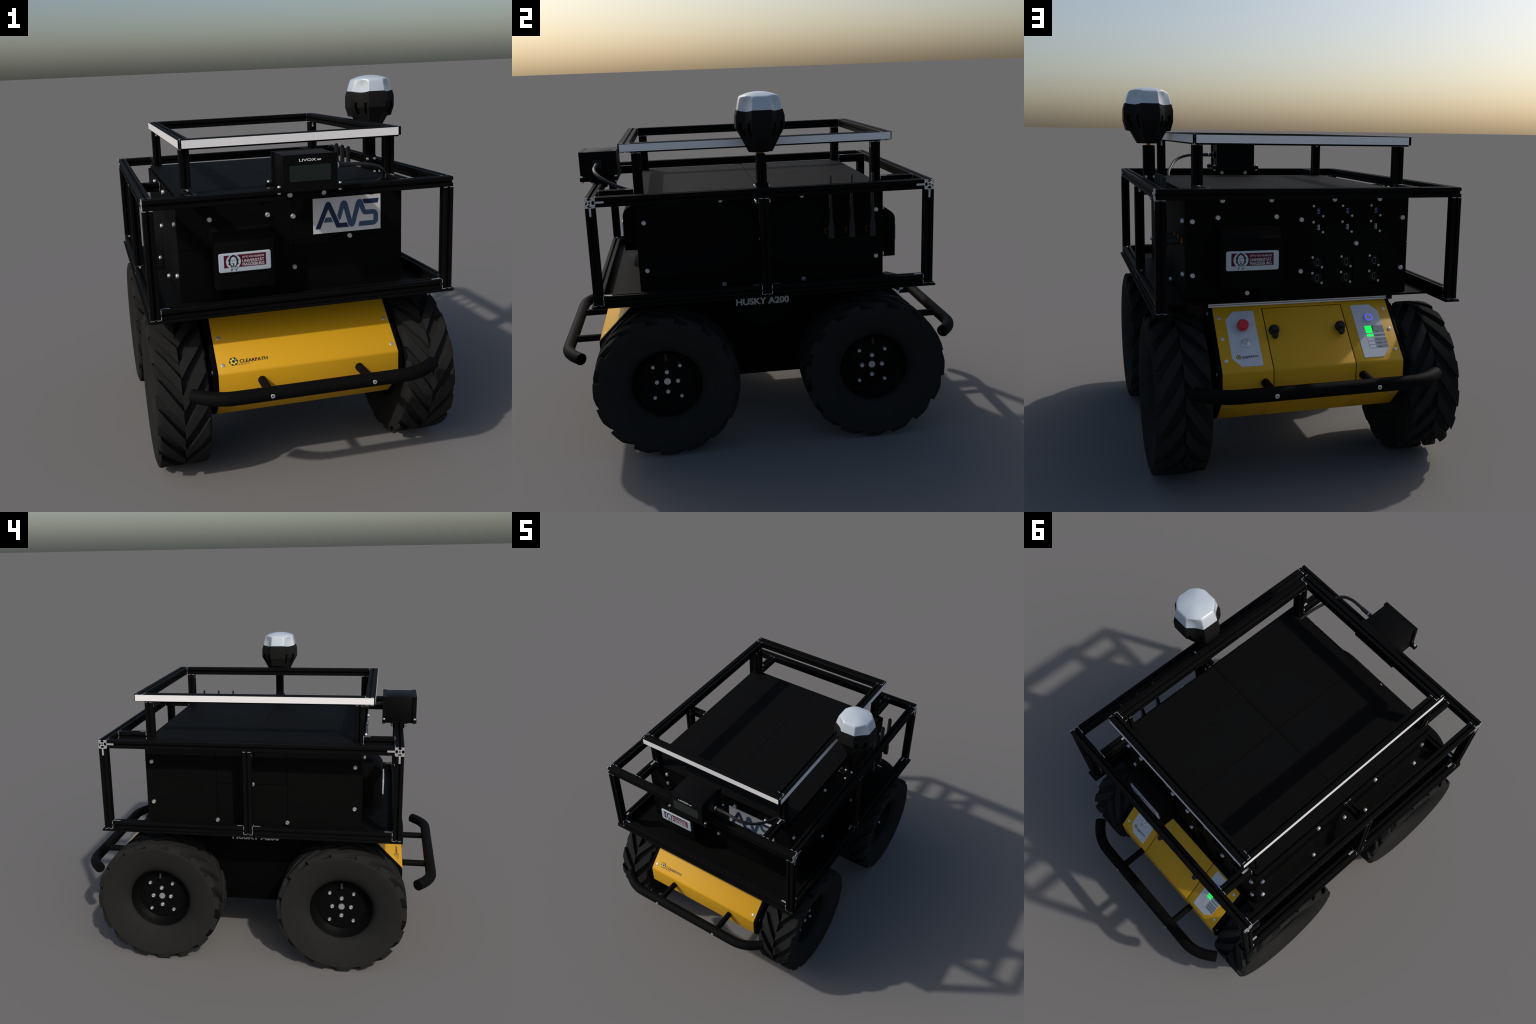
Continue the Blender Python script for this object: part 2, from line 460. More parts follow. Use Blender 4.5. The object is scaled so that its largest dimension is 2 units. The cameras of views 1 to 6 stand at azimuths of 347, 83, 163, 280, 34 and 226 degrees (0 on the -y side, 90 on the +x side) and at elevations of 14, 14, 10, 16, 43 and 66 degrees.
# fan hoods with name badges
def hood(x0, x1, s, wall):
    f = lambda d, z: (wall + s * d, z)
    prof = rounded([f(-0.002, 1.096), f(0.0, 1.096), f(0.046, 1.096), f(0.103, 1.056), f(0.103, 0.841), f(-0.002, 0.841)], [0, 0, 0.01, 0.055, 0.004, 0], 8)
    h = xprism("fan_hood", prof, x0, x1, M_BOX, 0.0025, 2)
    o = V((x0 + 0.0, wall + s * 0.103, 0))
    bx0, bx1 = (-0.374, -0.148) if s < 0 else (0.115, 0.342)
    w, ht, z0 = bx1 - bx0, 0.083, 0.918
    u = V((1, 0, 0)) if s < 0 else V((-1, 0, 0))
    oo = V((bx0 if s < 0 else bx1, wall + s * 0.103, z0))
    n = V((0, s, 0)); v = V((0, 0, 1))
    bd = prism("name_badge", rounded([(0, 0), (w, 0), (w, ht), (0, ht)], 0.010), oo, u, v, n, -0.0005, 0.0075, M_BADGE, 0.0028, 3, h)
    b0, b1 = 0.0072, 0.0080
    decal("badge_field", [[(0.0219, 0.0205), (0.2034, 0.0205), (0.2034, 0.0743), (0.0219, 0.0743)]], oo, u, v, b0, b1, M_MAROON, bd)
    cx, cy = 0.0625, 0.0455
    decal("badge_disc", [circle(0.0318, 40, cx, cy)], oo, u, v, b0, b1 + 0.0003, M_BADGE, bd)
    # plain stand-in portrait: dark hair, pale face, collar
    hair = []
    for i in range(44):
        a = 2 * math.pi * i / 44
        wob = 1 + 0.10 * math.sin(9 * a) * (0.3 + 0.7 * (math.sin(a) < 0.3))
        hair.append((cx + 0.0215 * wob * math.cos(a) * (1.0 - 0.12 * math.sin(a)), cy + 0.0035 + 0.0265 * wob * math.sin(a)))
    decal("portrait_hair", [hair], oo, u, v, b0, b1 + 0.0006, M_BLACKP, bd)
    face = [(cx + 0.0135 * math.cos(a), cy - 0.001 + (0.0225 if math.sin(a) > 0 else 0.019) * math.sin(a)) for a in [2 * math.pi * i / 30 for i in range(30)]]
    decal("portrait_face", [face], oo, u, v, b0, b1 + 0.0009, M_BADGE, bd)
    mk = lambda x, y, a, b: [(cx + x - a, cy + y - b), (cx + x + a, cy + y - b), (cx + x + a, cy + y + b), (cx + x - a, cy + y + b)]
    feats = [mk(-0.006, 0.0065, 0.0035, 0.0009), mk(0.005, 0.0062, 0.0035, 0.0009), mk(-0.0015, -0.0065, 0.0055, 0.0012), mk(-0.0005, -0.0145, 0.0028, 0.0040),
             [(cx - 0.003, cy + 0.005), (cx - 0.0022, cy + 0.005), (cx - 0.0032, cy - 0.003), (cx - 0.004, cy - 0.003)]]
    ln = lambda a, b, t=0.0004: [(a[0] - t, a[1]), (a[0] + t, a[1]), (b[0] + t, b[1]), (b[0] - t, b[1])]
    feats += [ln((cx - 0.011, cy - 0.0215), (cx - 0.0105, cy - 0.040)), ln((cx - 0.0022, cy - 0.0215), (cx - 0.0105, cy - 0.040)), ln((cx - 0.0008, cy - 0.0215), (cx + 0.010, cy - 0.039)), ln((cx + 0.016, cy - 0.020), (cx + 0.0105, cy - 0.039))]
    decal("portrait_lines", feats, oo, u, v, b0, b1 + 0.0012, M_BLACKP, bd)
    up = n * (b1 + 0.0001)
    for body, x, y, ww, hh in (("OTTO VON GUERICKE", 0.101, 0.0585, 0.094, 0.0080), ("UNIVERSIT\u00c4T", 0.101, 0.0385, 0.094, 0.0165), ("MAGDEBURG", 0.101, 0.0235, 0.094, 0.0125)):
        lettering("badge_lettering", body, oo + u * x + v * y + up, u, v, ww, hh, 0.0004, M_PALE, bd, 0.008)
hood(-0.387, -0.132, -1, BY0)
hood(0.100, 0.356, 1, BY1)

# institute sign on the front
sg = box("sign_board", (0.076, 0.392), (BY0 - 0.0035, BY0 + 0.0005), (1.024, 1.182), M_SIGN, 0.0008, 1, case)
mm = lambda pts: [(a / 1000, b / 1000) for a, b in pts]
A_ = mm([(9, 21), (57, 131), (62, 138), (70, 141), (78, 138), (83, 131), (122, 41), (157, 41), (160, 29), (167, 20), (108, 20), (70, 107), (32, 21)])
BAR = mm([(57, 70), (82, 70), (91, 48), (48, 48)])
MS = mm([(111, 76), (127, 129), (133, 138), (144, 141), (154, 138), (160, 127), (179, 54), (199, 127), (206, 138), (217, 141), (227, 138), (233, 127), (245, 91), (282, 91), (295, 86), (302, 75), (304, 66),
         (304, 41), (301, 31), (293, 23), (282, 19), (210, 19), (216, 41), (282, 41), (282, 69), (245, 69), (233, 72), (226, 83), (216, 106), (195, 31), (189, 22), (178, 18), (168, 23), (162, 33), (142, 106), (130, 66), (127, 59), (120, 53)])
TB = mm([(229, 140), (307, 140), (302, 119), (239, 119)])
so = (0.076, BY0 - 0.0035, 1.024)
decal("sign_lettering", [A_, TB], so, (1, 0, 0), (0, 0, 1), -0.0002, 0.0007, M_NAVY, sg)
decal("sign_lettering", [BAR, MS], so, (1, 0, 0), (0, 0, 1), -0.0002, 0.0006, M_STEELB, sg)

# connector ports on the back: square recesses cut through the panels
PORTS = [(x, z, ri) for x in (-0.100, -0.237, -0.374) for ri, z in enumerate((1.149, 1.0775, 0.920, 0.8485))]
bm = bmesh.new()
for x, z, ri in PORTS:
    add_box(bm, x - 0.0325, x + 0.0325, BY1 - 0.017, BY1 + 0.03, z - 0.0335, z + 0.0335)
cutter = link("port_cutter", finish(bm, "port_cutter", M_SEAM))
bpy.context.view_layer.update()
for ob in [case] + [c for c in case.children if c.name.startswith("panel") and any(abs(v.co.y - BY1) < 1e-4 and v.co.x < -0.1 for v in c.data.vertices)]:
    md = ob.modifiers.new("ports", "BOOLEAN")
    md.operation, md.solver, md.object = "DIFFERENCE", "EXACT", cutter
    bpy.context.view_layer.update()
    me = bpy.data.meshes.new_from_object(ob.evaluated_get(bpy.context.evaluated_depsgraph_get()))
    ob.modifiers.clear()
    me.shade_smooth()
    me.set_sharp_from_angle(angle=math.radians(35))
    ob.data = me
bpy.data.objects.remove(cutter)
for x, z, ri in PORTS:
    o = V((x, BY1 - 0.016, z)); U, W, N = V((-1, 0, 0)), V((0, 0, 1)), V((0, 1, 0))
    sq = rounded([(-0.0315, -0.0325), (0.0315, -0.0325), (0.0315, 0.0325), (-0.0315, 0.0325)], 0.004, 3)
    f = prism("port_flange", sq, o, U, W, N, 0.0, 0.003, M_LIDAR, 0.0005, 1, case)
    screw(S_PORT, o + V((0.023, 0.003, 0.023)), N, f)
    screw(S_PORT, o + V((-0.023, 0.003, -0.023)), N, f)
    fo = o + N * 0.0042
    decal("port_socket", [circle(0.0237, 32)], fo, U, W, -0.002, 0.0, M_SOCK if ri > 1 else M_LIDAR, f)
    if ri < 2:
        decal("port_hole", [[(-0.010, -0.016), (0.011, -0.016), (0.011, 0.016), (-0.010, 0.016)]], fo, U, W, -0.0003, 0.0006, M_SEAM, f)
        decal("port_tongue", [[(0.001, -0.012), (0.007, -0.012), (0.007, 0.012), (0.001, 0.012)]], fo, U, W, 0, 0.0012, M_USBB if ri == 0 else M_USBW, f)
        decal("port_contact", [[(-0.006, k - 0.001), (0.001, k - 0.001), (0.001, k + 0.001), (-0.006, k + 0.001)] for k in (-0.0095, -0.0032, 0.0032, 0.0095)], fo, U, W, 0, 0.0011, M_USBW, f)
    else:
        d_ = lambda k: [(-0.0065 * k, -0.010 * k), (-0.002, -0.0155 * k), (0.0065 * k, -0.0155 * k), (0.0065 * k, 0.0155 * k), (-0.002, 0.0155 * k), (-0.0065 * k, 0.010 * k)]
        decal("port_shell", [d_(1.0)], fo, U, W, 0, 0.0020, M_PORTM, f)
        decal("port_hole", [d_(0.82)], fo, U, W, 0, 0.0023, M_SEAM, f)

# WLAN paddles on the right wall
for y in (0.315, 0.414, 0.513):
    rx, z0 = 0.573, 1.0225
    w = lathe("antenna_elbow", [(0, 0), (0.0135, 0), (0.0135, 0.066), (0, 0.066)], (0.498, y, z0), (1, 0, 0), M_STICK, 20)
    lathe("antenna_collar", [(0, 0), (0.0150, 0), (0.0155, 0.004), (0.0150, 0.008), (0, 0.008)], (0.4945, y, z0), (1, 0, 0), M_BRASS, 20, w)
    bm = bmesh.new()
    rows = [(1.005, 0.0135, 0.0135), (1.062, 0.0135, 0.0135), (1.078, 0.0085, 0.0128), (1.10, 0.0075, 0.0125), (1.18, 0.006, 0.0122), (1.20, 0.0046, 0.0120), (1.290, 0.0042, 0.0118), (1.298, 0.0040, 0.0090), (1.302, 0.0030, 0.0045)]
    rr = []
    for z, hy, hx in rows:
        rr.append([bm.verts.new((rx + hx * sx_ * math.copysign(1, c), y + hy * math.copysign(1, s_), z)) for c, s_, sx_ in ((1, 1, 0.75), (1, 1, 1), (1, -1, 1), (1, -1, 0.75), (-1, -1, 0.75), (-1, -1, 1), (-1, 1, 1), (-1, 1, 0.75))])
        ring = rr[-1]
        for i in (1, 2, 5, 6):
            ring[i].co.y = y + (ring[i].co.y - y) * 0.55
    for a, b in zip(rr, rr[1:]):
        for i in range(8):
            bm.faces.new((a[i], a[(i + 1) % 8], b[(i + 1) % 8], b[i]))
    bm.faces.new(rr[0][::-1]); bm.faces.new(rr[-1])
    link("antenna_paddle", finish(bm, "antenna_paddle", M_STICK, 40), w)

# ------------------------------------------------------------------ mast and GNSS mushroom
mx = 0.5725
rail("mast", (0.5778, yc, ZM0), (0.5778, yc, 1.400))
xprism("mast_cap", [(yc - H - 0.0008, 1.392), (yc - H - 0.0008, 1.408), (yc - H + 0.006, 1.418), (yc + H - 0.006, 1.418), (yc + H + 0.0008, 1.408), (yc + H + 0.0008, 1.392)], 0.545, 0.600, M_RAIL, 0.003, 2)
box("mast_web", (0.545, 0.5558), (yc - 0.0215, yc + 0.0215), (ZM0, 1.3915), M_RAIL, 0.0015)
for s in (-1, 1):
    y0, y1 = sorted((yc + s * (H + 0.0004), yc + s * (H + 0.0065)))
    g = box("mast_gusset", (0.536, 0.5985), (y0, y1), (1.183, 1.286), M_RAIL, 0.002)
    for x in (0.551, 0.590):
        for z in (1.268, 1.199):
            screw(S_SMALL, (x, yc + s * (H + 0.0065), z), (0, s, 0), g)
lathe("antenna_stud", [(0, 0), (0.010, 0), (0.010, 0.014), (0, 0.014)], (mx + 0.001, yc, 1.4165), (0, 0, 1), M_BRASS, 16)

GX, GY = 0.5748, -0.0040
def gnss_ring(kx, ky, rnd):
    """lobed section: flat lobes on the axes, shallow hollows between; (x, y, hollow share)"""
    q = [(0.116, 0.0455), (0.1035, 0.0520), (0.0725, 0.0705), (0.0530, 0.0970), (0.0455, 0.109)]
    rr = [0.004, 0.004, 0.03, 0.004, 0.004]
    pts, rad = [], []
    for sx, sy, rev in ((1, 1, 0), (-1, 1, 1), (-1, -1, 0), (1, -1, 1)):
        for (x, y), r in (list(zip(q, rr))[::-1] if rev else zip(q, rr)):
            pts.append((sx * x, sy * y)); rad.append(r * rnd)
    out = []
    for x, y in rounded(pts, rad, 4):
        hollow = min(1.0, max(0.0, (min(abs(x), abs(y)) - 0.046) / 0.012))
        out.append((x * kx, y * ky, hollow))
    return out
def gnss_loft(rows, rnd, cap_lo=True, cap_hi=True, dome=None):
    bm = bmesh.new()
    rr = [[bm.verts.new((x, y, z - dip * h)) for x, y, h in gnss_ring(kx, ky, rnd)] for z, kx, ky, dip in rows]
    n = len(rr[0])
    if dome:
        for j, ring in enumerate(rr):
            q = min(1.0, max(0.0, (j - dome) / 5.0))
            k = rows[j][1]
            for v in ring:
                a = math.atan2(v.co.y, v.co.x)
                c, s_ = abs(math.cos(a)), abs(math.sin(a))
                r = 0.1125 * k / (c ** 3.2 + s_ ** 3.2) ** (1 / 3.2)
                v.co.x += (r * math.cos(a) - v.co.x) * q
                v.co.y += (r * math.sin(a) - v.co.y) * q
    for a, b in zip(rr, rr[1:]):
        for i in range(n):
            bm.faces.new((a[i], a[(i + 1) % n], b[(i + 1) % n], b[i]))
    if cap_lo: bm.faces.new(rr[0][::-1])
    if cap_hi: bm.faces.new(rr[-1])
    return bm
bm = gnss_loft([(1.4265, 0.452, 0.487, 0), (1.500, 0.795, 0.82, 0), (1.535, 1.0, 1.0, 0), (1.585, 1.0, 1.0, 0), (1.6135, 0.935, 0.93, 0.006)], 1.0)
for s in (-1, 1):       # stepped feet under the two side lobes
    vs = [(0.104, -0.036, 1.487), (0.104, 0.036, 1.487), (0.1168, 0.043, 1.535), (0.1168, -0.043, 1.535), (0.078, -0.036, 1.483), (0.078, 0.036, 1.483), (0.100, 0.043, 1.535), (0.100, -0.043, 1.535)]
    b = [bm.verts.new((s * x, y, z)) for x, y, z in vs]
    for f in ((0, 1, 2, 3), (4, 5, 1, 0), (5, 6, 2, 1), (7, 4, 0, 3), (6, 7, 3, 2), (7, 6, 5, 4)):
        bm.faces.new([b[i] for i in f])
shell = link("satellite_antenna", finish(bm, "satellite_antenna", M_GNSS, 28), None, (GX, GY, 0))
for sx in (-1, 1):      # thin raised dark boxes in place of cut vent slots beside the lobes
    for sy in (-1, 1):
        for p, d in (((0.0955, 0.0570), (0.513, 0.858)), ((0.0570, 0.0915), (0.806, 0.592))):
            n = V((sx * d[0], sy * d[1], 0)).normalized()
            u = V((-n.y, n.x, 0))
            w = 0.0066
            bm = bmesh.new()
            rows = [(1.502, 0.815), (1.535, 1.0), (1.559, 1.0)]
            rr = []
            for z, k in rows:
                c = V((sx * p[0] * k, sy * p[1] * k, z))
                rr.append([bm.verts.new(c + u * a + n * b) for a, b in ((-w, -0.004), (w, -0.004), (w, 0.0012), (-w, 0.0012))])
            for a, b in zip(rr, rr[1:]):
                for i in range(4):
                    bm.faces.new((a[i], a[(i + 1) % 4], b[(i + 1) % 4], b[i]))
            bm.faces.new(rr[0][::-1]); bm.faces.new(rr[-1])
            link("vent_slot_dark_insert", finish(bm, "vent_slot_dark_insert", M_SEAM), shell, (GX, GY, 0))
rows = [(1.612, 0.925, 0.92, 0.006), (1.635, 0.880, 0.878, 0.004), (1.658, 0.825, 0.825, 0.001), (1.665, 0.805, 0.805, 0), (1.670, 0.775, 0.775, 0), (1.6735, 0.735, 0.735, 0)]
for i in range(0, 9):
    k = 1 - i / 9
    rows.append((1.691 - 0.0155 * (k ** 2), 0.685 * k, 0.685 * k, 0))
bm = gnss_loft(rows, 2.5, True, True, 1.0)
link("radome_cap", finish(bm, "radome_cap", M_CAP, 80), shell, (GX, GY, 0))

# ------------------------------------------------------------------ lidar on the front rail
LX0, LX1, LYF, LYB, LZ0, LZ1 = -0.128, 0.096, -0.866, -0.680, 1.268, 1.412
ly = [(LYF + 0.006, LZ0), (LYF + 0.006, LZ1 - 0.001), (LYB - 0.003, LZ1 - 0.001), (LYB - 0.003, LZ0)]
lid = xprism("lidar_sensor", ly, LX0 + 0.007, LX1 - 0.007, M_LIDAR, 0.003, 2)
box("lidar_front_frame", (LX0, LX1), (LYF, LYF + 0.020), (LZ0 - 0.002, LZ1), M_LIDAR, 0.004, 3, lid)
box("lidar_rear_frame", (LX0 - 0.001, LX1 + 0.001), (LYB - 0.020, LYB), (LZ0 - 0.002, LZ1), M_LIDAR, 0.003, 2, lid)
prism("lidar_window", rounded([(-0.102, 1.306), (0.069, 1.306), (0.069, 1.370), (-0.102, 1.370)], 0.003, 3), (0, LYF, 0), (1, 0, 0), (0, 0, 1), (0, -1, 0), -0.001, 0.0008, M_GLASS, 0, 2, lid)
lettering("lidar_lettering", "LIVOX", (-0.0615, LYF, 1.3845), (1, 0, 0), (0, 0, 1), 0.070, 0.0102, 0.001, M_TXTW, lid, 0.012)
lettering("lidar_lettering", "HAP", (0.0125, LYF, 1.3850), (1, 0, 0), (0, 0, 1), 0.0165, 0.0070, 0.001, M_TXTW, lid, 0.03)
br = box("lidar_bracket", (LX0 + 0.006, LX1 - 0.006), (LYF + 0.012, LYB - 0.012), (1.2615, 1.2695), M_LIDAR, 0.001)
for x0 in (-0.078, 0.035):
    xprism("bracket_rib", [(-0.846, 1.2690), (-0.803, 1.236), (-0.742, 1.236), (-0.699, 1.2690)], x0, x0 + 0.011, M_LIDAR, 0.001, 1, br)
for y0, y1 in ((-0.8035, -0.7935), (-0.7490, -0.7395)):
    box("bracket_flange", (-0.108, 0.078), (y0, y1), (1.2285, 1.270), M_LIDAR, 0.002, 2, br)
for x in (-0.087, 0.055):
    screw(S_BOX, (x, -0.8035, 1.246), (0, -1, 0), br)
    screw(S_BOX, (x, -0.7395, 1.246), (0, 1, 0), br)
for x in (-0.144, 0.109):
    for y in (-0.857, -0.689):
        xi = x + (0.022 if x < 0 else -0.022)
        box("lidar_foot", tuple(sorted((x - math.copysign(0.011, xi - x), xi))), (y - 0.010, y + 0.010), (1.267, 1.286), M_LIDAR, 0.002, 2, lid)
        screw(S_SMALL, (x, y, 1.286), (0, 0, 1), lid)
        lathe("foot_nut", [(0, 0), (0.007, 0), (0.007, -0.006), (0.004, -0.009), (0, -0.009)], (x, y, 1.267), (0, 0, 1), M_SILV, 12, lid)
box("lidar_socket", (LX1 - 0.010, LX1 + 0.003), (-0.800, -0.756), (1.328, 1.368), M_STICK, 0.003, 2, lid)
plug = lathe("cable_plug", [(0, 0), (0.0105, 0), (0.0105, 0.030), (0.0125, 0.031), (0.0125, 0.037), (0.0105, 0.038), (0.0105, 0.085), (0.0085, 0.088), (0, 0.088)], (0.094, -0.778, 1.348), (1, 0, 0), [M_CABLE, M_SILV], 20, None, 35, [0, 0, 0, 1, 0, 0, 0, 0])
tube("lidar_cable", smooth_path([(0.17, -0.778, 1.348), (0.21, -0.779, 1.348), (0.26, -0.779, 1.342), (0.305, -0.768, 1.329), (0.340, -0.738, 1.308), (0.365, -0.69, 1.283), (0.385, -0.635, 1.262), (0.397, -0.585, 1.245), (0.402, -0.545, 1.232)], 8), 0.0082, M_CABLE, 14)

# ------------------------------------------------------------------ drive base
YX0, YX1 = -0.421, 0.382
PW = 0.020
FY, BYY = -0.8145, 0.8205
ks = 1.331, 1.342      # |y|+z on the front and back slopes
def outline(g):
    f, b = FY - g, BYY + g
    q = g * 1.414
    return [(f, ks[0] + f + q), (-(ks[0] + q - 0.746), 0.746), (ks[1] + q - 0.746, 0.746), (b, ks[1] - b + q), (b, 0.400), (b - 0.116, 0.284), (f + 0.116, 0.284), (f, 0.400)]
side_out = rounded(outline(-0.0008), [0.02, 0.004, 0.004, 0.02, 0.02, 0.02, 0.02, 0.02], 5)
chassis = xprism("chassis", rounded(outline(-0.010), 0.01, 3), YX0 - 0.001, YX1 + 0.001, M_CORE, 0)
for x0, x1 in ((YX1, YX1 + PW), (YX0 - PW, YX0)):
    xprism("side_plate", side_out, x0, x1, M_CORE, 0.003, 2, chassis)
for x, s in ((YX1 + PW, 1), (YX0 - PW, -1)):
    for y, z in ((0.598, 0.718), (0.802, 0.512), (-0.590, 0.715), (-0.776, 0.512)):
        screw(S_COWL, (x, y, z), (s, 0, 0), chassis)
    u = (0, s, 0)
    o = (x, -0.134 if s > 0 else 0.132, 0.6490)
    lettering("side_lettering", "HUSKY A200", o, u, (0, 0, 1), 0.266, 0.0355, 0.0008, M_TXTG, chassis, 0.038)

def cowl_path(front):
    s = -1 if front else 1
    k = ks[0] if front else ks[1]
    f = -FY if front else BYY
    y2 = 0.700
    pts = [V((k - 0.7455, 0.7455)), V((f, k - f)), V((f, 0.400)), V((f - 0.117, 0.283))]
    out = [pts[0]]
    for i in (1, 2):
        p, a, b = pts[i], pts[i - 1], pts[i + 1]
        d1, d2 = (a - p).normalized(), (b - p).normalized()
        t = 0.009
        for j in range(7):
            q = j / 6
            out.append((p + d1 * t) * (1 - q) ** 2 + p * 2 * q * (1 - q) + (p + d2 * t) * q * q)
    out.append(pts[3])
    return [(s * p.x, p.y) for p in out]
def cut_path(path, s0, s1):
    out, acc = [], 0.0
    for a, b in zip(path, path[1:]):
        a, b = V(a), V(b)
        L = (b - a).length
        lo, hi = max(s0, acc), min(s1, acc + L)
        if hi > lo + 1e-7:
            pa, pb = a + (b - a) * ((lo - acc) / L), a + (b - a) * ((hi - acc) / L)
            if not out or (out[-1] - pa).length > 1e-6:
                out.append(pa)
            out.append(pb)
        acc += L
    return out
def sheet(name, path, x0, x1, mat, th=0.006, parent=None, bw=0.0012):
    """bent sheet following path (y,z), outside on the path, thickness inwards"""
    c = V((0, 0.5))
    inner = []
    for i, p in enumerate(path):
        t = (path[min(i + 1, len(path) - 1)] - path[max(i - 1, 0)]).normalized()
        n = V((-t.y, t.x))
        if (p + n - c).length > (p - n - c).length:
            n = -n
        inner.append(p + n * th)
    return xprism(name, [tuple(p) for p in path] + [tuple(p) for p in inner[::-1]], x0, x1, mat, bw, 2, parent)
pf, pb = cowl_path(True), cowl_path(False)
sheet("front_cowl", cut_path(pf, 0, 9), YX0, YX1, M_YEL, 0.006, None)
HX0, HX1, HS0, HS1, HG = -0.201, 0.165, 0.019, 0.402, 0.0021
sheet("rear_cowl", cut_path(pb, 0, 9), HX1 + HG, YX1, M_YEL, 0.006, None, 0.0008)
sheet("rear_cowl", cut_path(pb, 0, 9), YX0, HX0 - HG, M_YEL, 0.006, None, 0.0008)
sheet("rear_cowl", cut_path(pb, 0, HS0 - HG), HX0 - HG - 0.0002, HX1 + HG + 0.0002, M_YEL, 0.0058, None, 0.0)
sheet("rear_cowl", cut_path(pb, HS1 + HG, 9), HX0 - HG - 0.0002, HX1 + HG + 0.0002, M_YEL, 0.0058, None, 0.0)
hatch = sheet("rear_hatch", cut_path(pb, HS0 + HG, HS1 - HG), HX0 + HG, HX1 - HG, M_YEL, 0.006, None, 0.001)

NB, NF = V((0, 1, 1)).normalized(), V((0, -1, 1)).normalized()
DB, DF = V((0, 1, -1)).normalized(), V((0, -1, -1)).normalized()      # down the slopes
def on_back(x, y, h=0.0): return V((x, y, ks[1] - y)) + NB * h
def on_front(x, y, h=0.0): return V((x, y, ks[0] + y)) + NF * h
for x in (-0.396, 0.3615):
    for y in (-0.698, -0.788):
        screw(S_COWL, on_front(x, y), NF, chassis)
for x in (-0.3985, 0.360):
    for y in (0.636, 0.709, 0.782):
        screw(S_COWL, on_back(x, y), NB, chassis)
lown = lambda s: V((0, s, -1)).normalized()
for x in (-0.388, 0.357):
    screw(S_COWL, (x, BYY - 0.045, 0.355), lown(1), chassis)
    screw(S_COWL, (x, FY + 0.045, 0.355), lown(-1), chassis)

def maker_logo(o, u, v, hr, tx, tw, th, mat, rx, rw, rh, parent):
    o, u, v = V(o), V(u), V(v)
    n = u.cross(v).normalized()
    decal("logo_hexagon", [circle(hr, 6, 0, 0, math.radians(8))], o, u, v, -0.0002, 0.0006, M_BLACKP, parent)
    dots = [circle(hr * 0.245, 12, hr * 0.52 * math.cos(math.radians(a)), hr * 0.52 * math.sin(math.radians(a))) for a in (95, 155, 215, 275, 335)]
    decal("logo_dots", dots, o, u, v, 0, 0.0010, M_YDOT, parent)
    decal("logo_ring", [circle(hr * 0.23, 12, hr * 0.52 * math.cos(math.radians(35)), hr * 0.52 * math.sin(math.radians(35)))], o, u, v, 0, 0.0010, M_GREYP, parent)
    lettering("logo_lettering", "CLEARPATH", o + u * tx - v * (th * 0.62), u, v, tw, th, 0.0006, mat, parent, 0.028)
    lettering("logo_lettering", "ROBOTICS", o + u * rx - v * (th * 0.62 + rh * 1.5), u, v, rw, rh, 0.0006, M_FAINT, parent, 0.0)
maker_logo(on_front(-0.349, -0.7795), (1, 0, 0), -DF, 0.0205, 0.026, 0.1225, 0.0155, M_BLACKP, 0.017, 0.05, 0.0062, chassis)

# control plates on the rear slope
def slope_plate(name, xy, mat, base, top, parent, bw=0.0):
    pts = [(-(x), (y - 0.7) * math.sqrt(2)) for x, y in xy]
    o = V((0, 0.7, ks[1] - 0.7))
    return prism(name, pts, o, (-1, 0, 0), DB, NB, base, top, mat, bw, 1, parent)
cp1 = slope_plate("control_plate", [(0.297, 0.617), (0.206, 0.617), (0.206, 0.805), (0.297, 0.805), (0.333, 0.777), (0.333, 0.644)], M_LABEL, -0.0005, 0.0015, None, 0.0004)
cp2 = slope_plate("control_plate", [(-0.335, 0.617), (-0.245, 0.617), (-0.245, 0.805), (-0.335, 0.805), (-0.371, 0.777), (-0.371, 0.644)], M_LABEL, -0.0005, 0.0015, None, 0.0004)
lathe("emergency_stop", [(0, 0), (0.017, 0), (0.017, 0.010), (0.0235, 0.012), (0.0245, 0.020), (0.0245, 0.031), (0.0225, 0.034), (0, 0.035)], on_back(0.268, 0.6745, 0.001), NB, M_RED, 32, cp1, 40)
kb = lathe("key_switch", [(0, 0), (0.0205, 0), (0.0205, 0.002), (0.017, 0.006), (0.0155, 0.0065), (0.0145, 0.0055), (0.0085, 0.0065), (0.008, 0.010), (0, 0.010)], on_back(0.264, 0.728, 0.0013), NB, M_SILV, 32, cp1, 40)
kp = [(-0.0025, 0.0), (0.0025, 0.0), (0.0025, 0.014), (0.009, 0.020), (0.009, 0.028), (0.004, 0.033), (-0.004, 0.033), (-0.009, 0.028), (-0.009, 0.020), (-0.0025, 0.014)]
prism("key", kp, on_back(0.264, 0.728, 0.010), -DB, NB, (1, 0, 0), -0.0012, 0.0012, M_SILV, 0.0004, 1, kb)
maker_logo(on_back(0.305, 0.7725, 0.0015), (-1, 0, 0), -DB, 0.0108, 0.0148, 0.0690, 0.0090, M_BLACKP, 0.010, 0.030, 0.0033, cp1)
pb_ = on_back(-0.3125, 0.6675, 0.0012)
lathe("power_button", [(0, 0), (0.020, 0), (0.020, 0.008), (0.019, 0.0095), (0.0185, 0.0097), (0.014, 0.0099), (0.0125, 0.0099), (0.0115, 0.0085), (0, 0.0085)], pb_, NB, [M_SILV, M_BLUE], 32, cp2, 40, [0, 0, 0, 0, 1, 0, 0, 0])
lab = lambda name, x0, x1, y0, y1, mat, top=0.0021: slope_plate(name, [(x0, y0), (x1, y0), (x1, y1), (x0, y1)], mat, 0.001, top, cp2)
lab("status_light", -0.315, -0.284, 0.6955, 0.7205, M_GREEN)
lab("status_light", -0.315, -0.284, 0.7255, 0.7335, M_GREEN)
